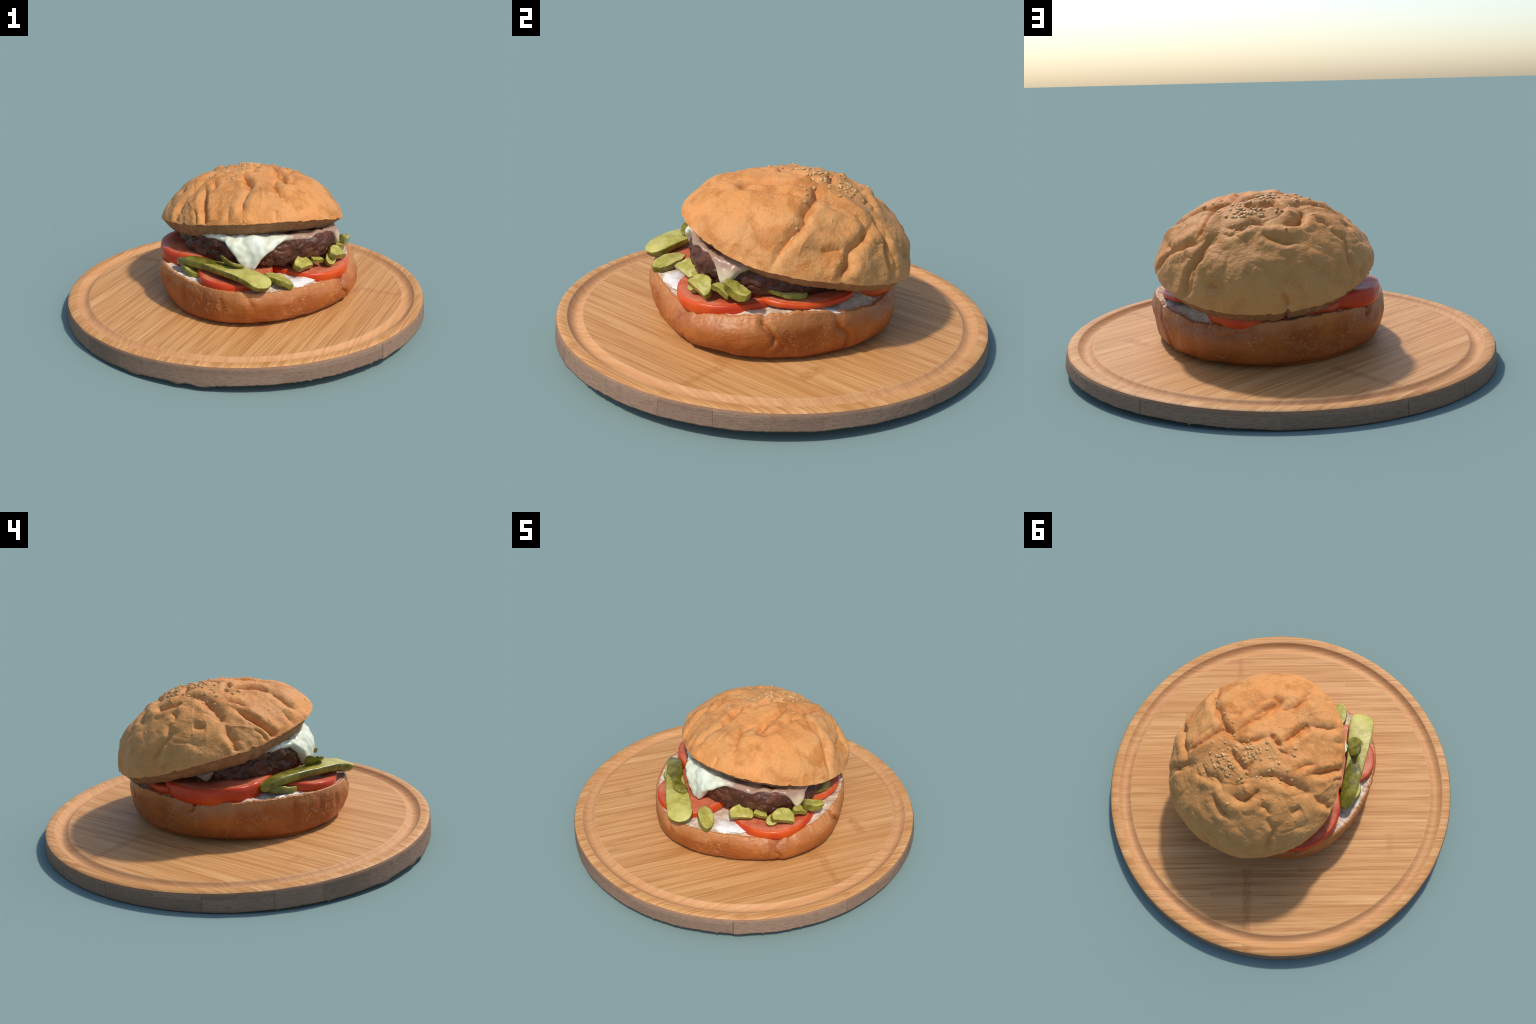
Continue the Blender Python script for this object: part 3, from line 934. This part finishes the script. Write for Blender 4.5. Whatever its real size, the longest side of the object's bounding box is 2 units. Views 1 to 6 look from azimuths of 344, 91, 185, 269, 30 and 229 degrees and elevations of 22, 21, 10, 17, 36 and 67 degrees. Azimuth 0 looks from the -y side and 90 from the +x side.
# tomato: centre, radius, thickness, tilt
for i, (c, r, t, rot, asp) in enumerate((
        ((-0.145, -0.305, 0.344), 0.200, 0.050, (3, -2, 20), 1.0),
        ((0.280, -0.170, 0.326), 0.242, 0.060, (2, 3, -35), 1.0),
        ((-0.195, 0.085, 0.350), 0.275, 0.082, (-2, 1, 80), 1.0),
        ((0.280, 0.118, 0.362), 0.246, 0.028, (0, 3, 10), 1.0),
        ((0.075, 0.332, 0.306), 0.216, 0.060, (-2, 0, 50), 1.0),
        ((-0.110, 0.258, 0.326), 0.200, 0.056, (-3, 1, 20), 1.0))):
    me = slice_mesh("tomato_slice", t / r, 3 + 7 * i, asp, lobes=0.025, core=0.25, wave=0.05)
    place_slice("tomato_slice", me, [M_TSKIN, M_TFLESH], c, r, rot)

# pickle chips tucked round the patty
CHIPS = [
    # loc, size, rot, thickness, aspect, bend, cut
    ((0.045, -0.472, 0.356), 0.088, (10, -8, 130), 0.34, 0.50, -0.10, None),
    ((0.216, -0.378, 0.390), 0.068, (30, 6, 38), 0.42, 0.80, -0.25, -0.35),
    ((0.300, -0.325, 0.382), 0.038, (15, 10, 20), 0.60, 0.9, 0.0, -0.3),
    ((0.432, -0.302, 0.400), 0.064, (26, 14, 42), 0.48, 0.90, -0.20, -0.30),
    ((0.378, -0.318, 0.378), 0.042, (30, -30, 60), 0.55, 0.7, 0.0, None),
    ((0.482, -0.208, 0.404), 0.045, (10, 22, 60), 0.55, 0.9, -0.2, -0.2),
    ((0.518, -0.143, 0.404), 0.062, (4, 18, 55), 0.55, 0.85, 0.35, -0.25),
    ((0.450, 0.060, 0.386), 0.095, (0, 6, 80), 0.16, 0.50, 0.0, None),
    ((-0.352, -0.222, 0.340), 0.080, (12, -14, 120), 0.40, 0.6, 0.0, None),
    ((0.110, 0.470, 0.338), 0.085, (-6, 0, 10), 0.12, 0.55, 0.0, None),
]
for i, (loc, size, rot, t, asp, bend, cut) in enumerate(CHIPS):
    me = slice_mesh("pickle_slice", t, 31 + 5 * i, asp, bend=bend, twist=0.15 if i % 2 else -0.1, lobes=0.06, cut=cut, cols=72)
    place_slice("pickle_slice", me, [M_PSKIN, M_PFLESH], loc, size, rot)


def loft_slice(name, stations, mats, flat=0.10, cols=40, n=70, seed=1, peel=-1.0):
    """Halved gherkin: stations (position, half width, thickness, roll); a nearly flat cut face
    on top (flesh) and a round belly below (skin)."""
    pos = catmull([s[0] for s in stations], n)
    prm = catmull([(s[1], s[2], s[3]) for s in stations], n)
    tan = np.gradient(pos, axis=0)
    tan /= np.linalg.norm(tan, axis=1)[:, None]
    a = np.linspace(0, 2 * np.pi, cols, endpoint=False)
    G = []
    for i in range(n):
        side = np.cross(tan[i], [0, 0, 1])
        side /= np.linalg.norm(side)
        up = np.cross(side, tan[i])
        w, t, roll = prm[i]
        cr, sr = math.cos(math.radians(roll)), math.sin(math.radians(roll))
        s2, u2 = cr * side + sr * up, cr * up - sr * side
        u = i / (n - 1)
        end = math.sqrt(max(0.0, 1 - max(0.0, (u - 0.86) / 0.14) ** 2)) * math.sqrt(max(0.0, 1 - max(0.0, (0.10 - u) / 0.10) ** 2))
        end = max(end, 0.05)
        ca, sa = np.cos(a), np.sin(a)
        x = np.sign(ca) * np.abs(ca) ** 0.8 * w * end
        z = np.where(sa > 0, np.abs(sa) ** 0.6 * (flat + (0.45 - flat) * (1 - min(1, max(0, (u - peel + 0.25) / 0.3))) * (peel > 0)) * t, -np.abs(sa) ** 0.85 * t) * (0.35 + 0.65 * end)
        G.append(pos[i] + x[:, None] * s2 + z[:, None] * u2)
    G = np.array(G)
    G += 0.0014 * np.stack([noise3(G.reshape(-1, 3), 22, seed + k) for k in range(3)], -1).reshape(G.shape)
    q = ring_quads(n, cols)
    flesh = (np.sin(a + np.pi / cols) > 0.30)
    u = (np.arange(n - 1) / (n - 1))[:, None] + 0.06 * np.sin(3 * a)[None, :]
    mi = (flesh[None, :] & (u > peel)).astype(int).ravel()
    k = n * cols
    V = np.vstack([G.reshape(-1, 3), [G[0].mean(0)], [G[-1].mean(0)]])
    c = np.arange(cols)
    tr = np.vstack([np.stack([np.full(cols, k), (c + 1) % cols, c], -1), np.stack([np.full(cols, k + 1), (n - 1) * cols + c, (n - 1) * cols + (c + 1) % cols], -1)])
    me = make_mesh(name, V, q, tr, mat_index=np.concatenate([mi, np.zeros(2 * cols)]))
    return add(name, me, mats, burger)


loft_slice("pickle_spear", [
    ((-0.404, -0.112, 0.362), 0.036, 0.032, 10),
    ((-0.362, -0.182, 0.392), 0.042, 0.038, 8),
    ((-0.296, -0.272, 0.405), 0.048, 0.040, 6),
    ((-0.208, -0.385, 0.408), 0.056, 0.042, 4),
    ((-0.140, -0.464, 0.406), 0.066, 0.046, 2),
    ((-0.083, -0.530, 0.390), 0.069, 0.046, 0),
    ((-0.046, -0.586, 0.366), 0.064, 0.040, 0)], [M_PSKIN, M_PFLESH], flat=0.20, seed=5, peel=0.42)
# curled shaving of gherkin lying over the spear
loft_slice("pickle_shaving", [
    ((-0.232, -0.352, 0.470), 0.012, 0.008, 40),
    ((-0.205, -0.368, 0.438), 0.036, 0.010, 45),
    ((-0.170, -0.395, 0.428), 0.048, 0.013, 30),
    ((-0.125, -0.420, 0.424), 0.020, 0.010, 20)], [M_PSKIN, M_PSKIN], flat=0.7, cols=24, n=40, seed=9)

# ------------------------------------------------------------------ patty
PC = np.array([0.055, 0.035])


def patty_radius(th):
    return 0.398 + 0.044 * np.exp(-(((np.degrees(th) - 322 + 180) % 360 - 180) / 26) ** 2) + 0.010 * np.cos(th)


def patty_levels(x, y):
    top = 0.490 - 0.120 * y
    return top - (0.122 - 0.07 * y), top


def patty_profile(th, s):
    """s 0 at the top centre, 1 at the top edge, 2 at the lower edge, 3 at the bottom centre."""
    R = patty_radius(th)
    if s <= 1:
        f, v = s * 0.93, 1.0
    elif s <= 2:
        a = (s - 1) * math.pi
        f, v = 0.93 + 0.07 * math.sin(a), 0.5 + 0.5 * math.cos(a)
    else:
        f, v = 0.93 * (3 - s), 0.0
    x, y = PC[0] + f * R * np.cos(th), PC[1] + f * R * np.sin(th)
    lo, hi = patty_levels(x, y)
    return np.stack([x, y, lo + (hi - lo) * v], -1)


def build_patty():
    cols = 420
    th = np.linspace(0, 2 * np.pi, cols, endpoint=False)
    ss = np.concatenate([np.linspace(2.96, 2.05, 10), np.linspace(2.0, 1.0, 56), np.linspace(0.95, 0.04, 10)])
    G = np.array([patty_profile(th, s) for s in ss])
    N = grid_normals(G)
    p = G.reshape(-1, 3)
    d = 0.006 + 0.013 * fbm(p, 9, 2, 91) + 0.005 * noise3(p, 26, 92) + 0.0025 * noise3(p, 60, 93)
    crack = 1 - np.abs(noise3(p, 20, 95))
    d -= 0.008 * crack ** 8
    G = (p + N.reshape(-1, 3) * d[:, None]).reshape(G.shape)
    capped_grid("beef_patty", G, M_PATTY, burger, cap_low=G[0].mean(0), cap_high=G[-1].mean(0))


build_patty()


# ------------------------------------------------------------------ melted cheese
def build_cheese():
    cols = 480
    th = np.linspace(0, 2 * np.pi, cols, endpoint=False)
    deg = np.degrees(th)

    def bell(c, w, p=2):
        return np.exp(-np.abs(((deg - c + 180) % 360 - 180) / w) ** p)
    a = np.stack([np.cos(th), np.sin(th), 0 * th], -1)
    # how far the sheet runs down the side of the patty: 1 is the top edge, 2 the lower edge
    reach = 1.16 + 0.10 * noise3(a, 3, 101) + 0.05 * noise3(a, 9, 102)
    reach += 0.52 * bell(253, 8) + 0.24 * bell(243, 7) + 0.20 * bell(247, 20) + 0.18 * bell(266, 6)
    reach += 0.42 * bell(331, 5.5, 2) + 0.10 * bell(334, 14)
    reach += 0.42 * bell(164, 9) + 0.08 * bell(160, 22)
    reach += 0.10 * bell(295, 10)
    fat = 0.009 + 0.028 * bell(250, 20) + 0.010 * bell(331, 7) + 0.008 * bell(164, 12)
    m = 44
    outer, inner = [], []
    for k in range(m):
        u = k / (m - 1)
        s = 0.45 + (reach - 0.45) * u
        P = profile_at(th, s)
        D = profile_at(th, s + 0.02) - profile_at(th, s - 0.02)
        du = np.stack([-np.sin(th), np.cos(th), 0 * th], -1)
        N = np.cross(D, du)
        N /= np.linalg.norm(N, axis=1)[:, None] + 1e-9
        f = fat * (0.55 + 0.75 * smooth(0.55, 0.93, np.array(u))) * math.sqrt(max(0.0, 1 - max(0.0, (u - 0.90) / 0.10) ** 2)) + 0.004
        q = P + N * f[:, None]
        lump = 0.006 * fbm(q, 15, 2, 105) + 0.004 * noise3(q, 32, 107)
        outer.append(q + N * (lump * smooth(0.0, 0.3, np.array(u)))[:, None])
        inner.append(P - N * 0.012)
    G = np.array(inner + outer[::-1])
    capped_grid("melted_cheese", G, M_CHEESE, burger, cap_low=G[0].mean(0) - [0, 0, 0.003], cap_high=G[-1].mean(0))


def profile_at(th, s):
    """patty_profile for an array of s, one per azimuth."""
    R = patty_radius(th)
    a = np.clip(s - 1, 0, 1) * math.pi
    f = np.where(s <= 1, s * 0.93, 0.93 + 0.07 * np.sin(a))
    v = np.where(s <= 1, 1.0, 0.5 + 0.5 * np.cos(a))
    x, y = PC[0] + f * R * np.cos(th), PC[1] + f * R * np.sin(th)
    lo, hi = patty_levels(x, y)
    return np.stack([x, y, lo + (hi - lo) * v], -1)


build_cheese()


# ------------------------------------------------------------------ sauce
def sauce_patch(c, rx, ry, rot, h, seed, z):
    cols, rows = 90, 16
    th = np.linspace(0, 2 * np.pi, cols, endpoint=False)
    a = np.stack([np.cos(th), np.sin(th), 0 * th], -1)
    out = 1 + 0.22 * noise3(a, 1.7, seed) + 0.10 * noise3(a, 4.5, seed + 1)
    cr, sr = math.cos(math.radians(rot)), math.sin(math.radians(rot))
    G = []
    for k in range(rows):
        r = 1 - k / rows * 0.97
        x, y = rx * r * out * np.cos(th), ry * r * out * np.sin(th)
        p = np.stack([c[0] + cr * x - sr * y, c[1] + sr * x + cr * y, np.full_like(x, z - 0.014)], -1)
        p[:, 2] += (h + 0.008) * (1 - r ** 2.2) + 0.004 * fbm(p, 20, 2, seed + 3) * (1 - r ** 2)
        G.append(p)
    G = np.array(G)
    me = make_mesh("white_sauce", np.vstack([G.reshape(-1, 3), [G[-1].mean(0)], [[c[0], c[1], z - 0.02]]]), ring_quads(rows, cols),
                   np.vstack([np.stack([np.full(cols, rows * cols), (rows - 1) * cols + np.arange(cols), (rows - 1) * cols + (np.arange(cols) + 1) % cols], -1),
                              np.stack([np.full(cols, rows * cols + 1), (np.arange(cols) + 1) % cols, np.arange(cols)], -1)]))
    add("white_sauce", me, M_SAUCE, burger)


sauce_patch((0.150, -0.425), 0.130, 0.062, 20, 0.014, 201, 0.322)
sauce_patch((-0.370, -0.250), 0.110, 0.035, -52, 0.013, 211, 0.324)
sauce_patch((-0.260, -0.405), 0.090, 0.030, -40, 0.012, 215, 0.324)
sauce_patch((0.455, 0.120), 0.170, 0.060, 80, 0.018, 221, 0.325)
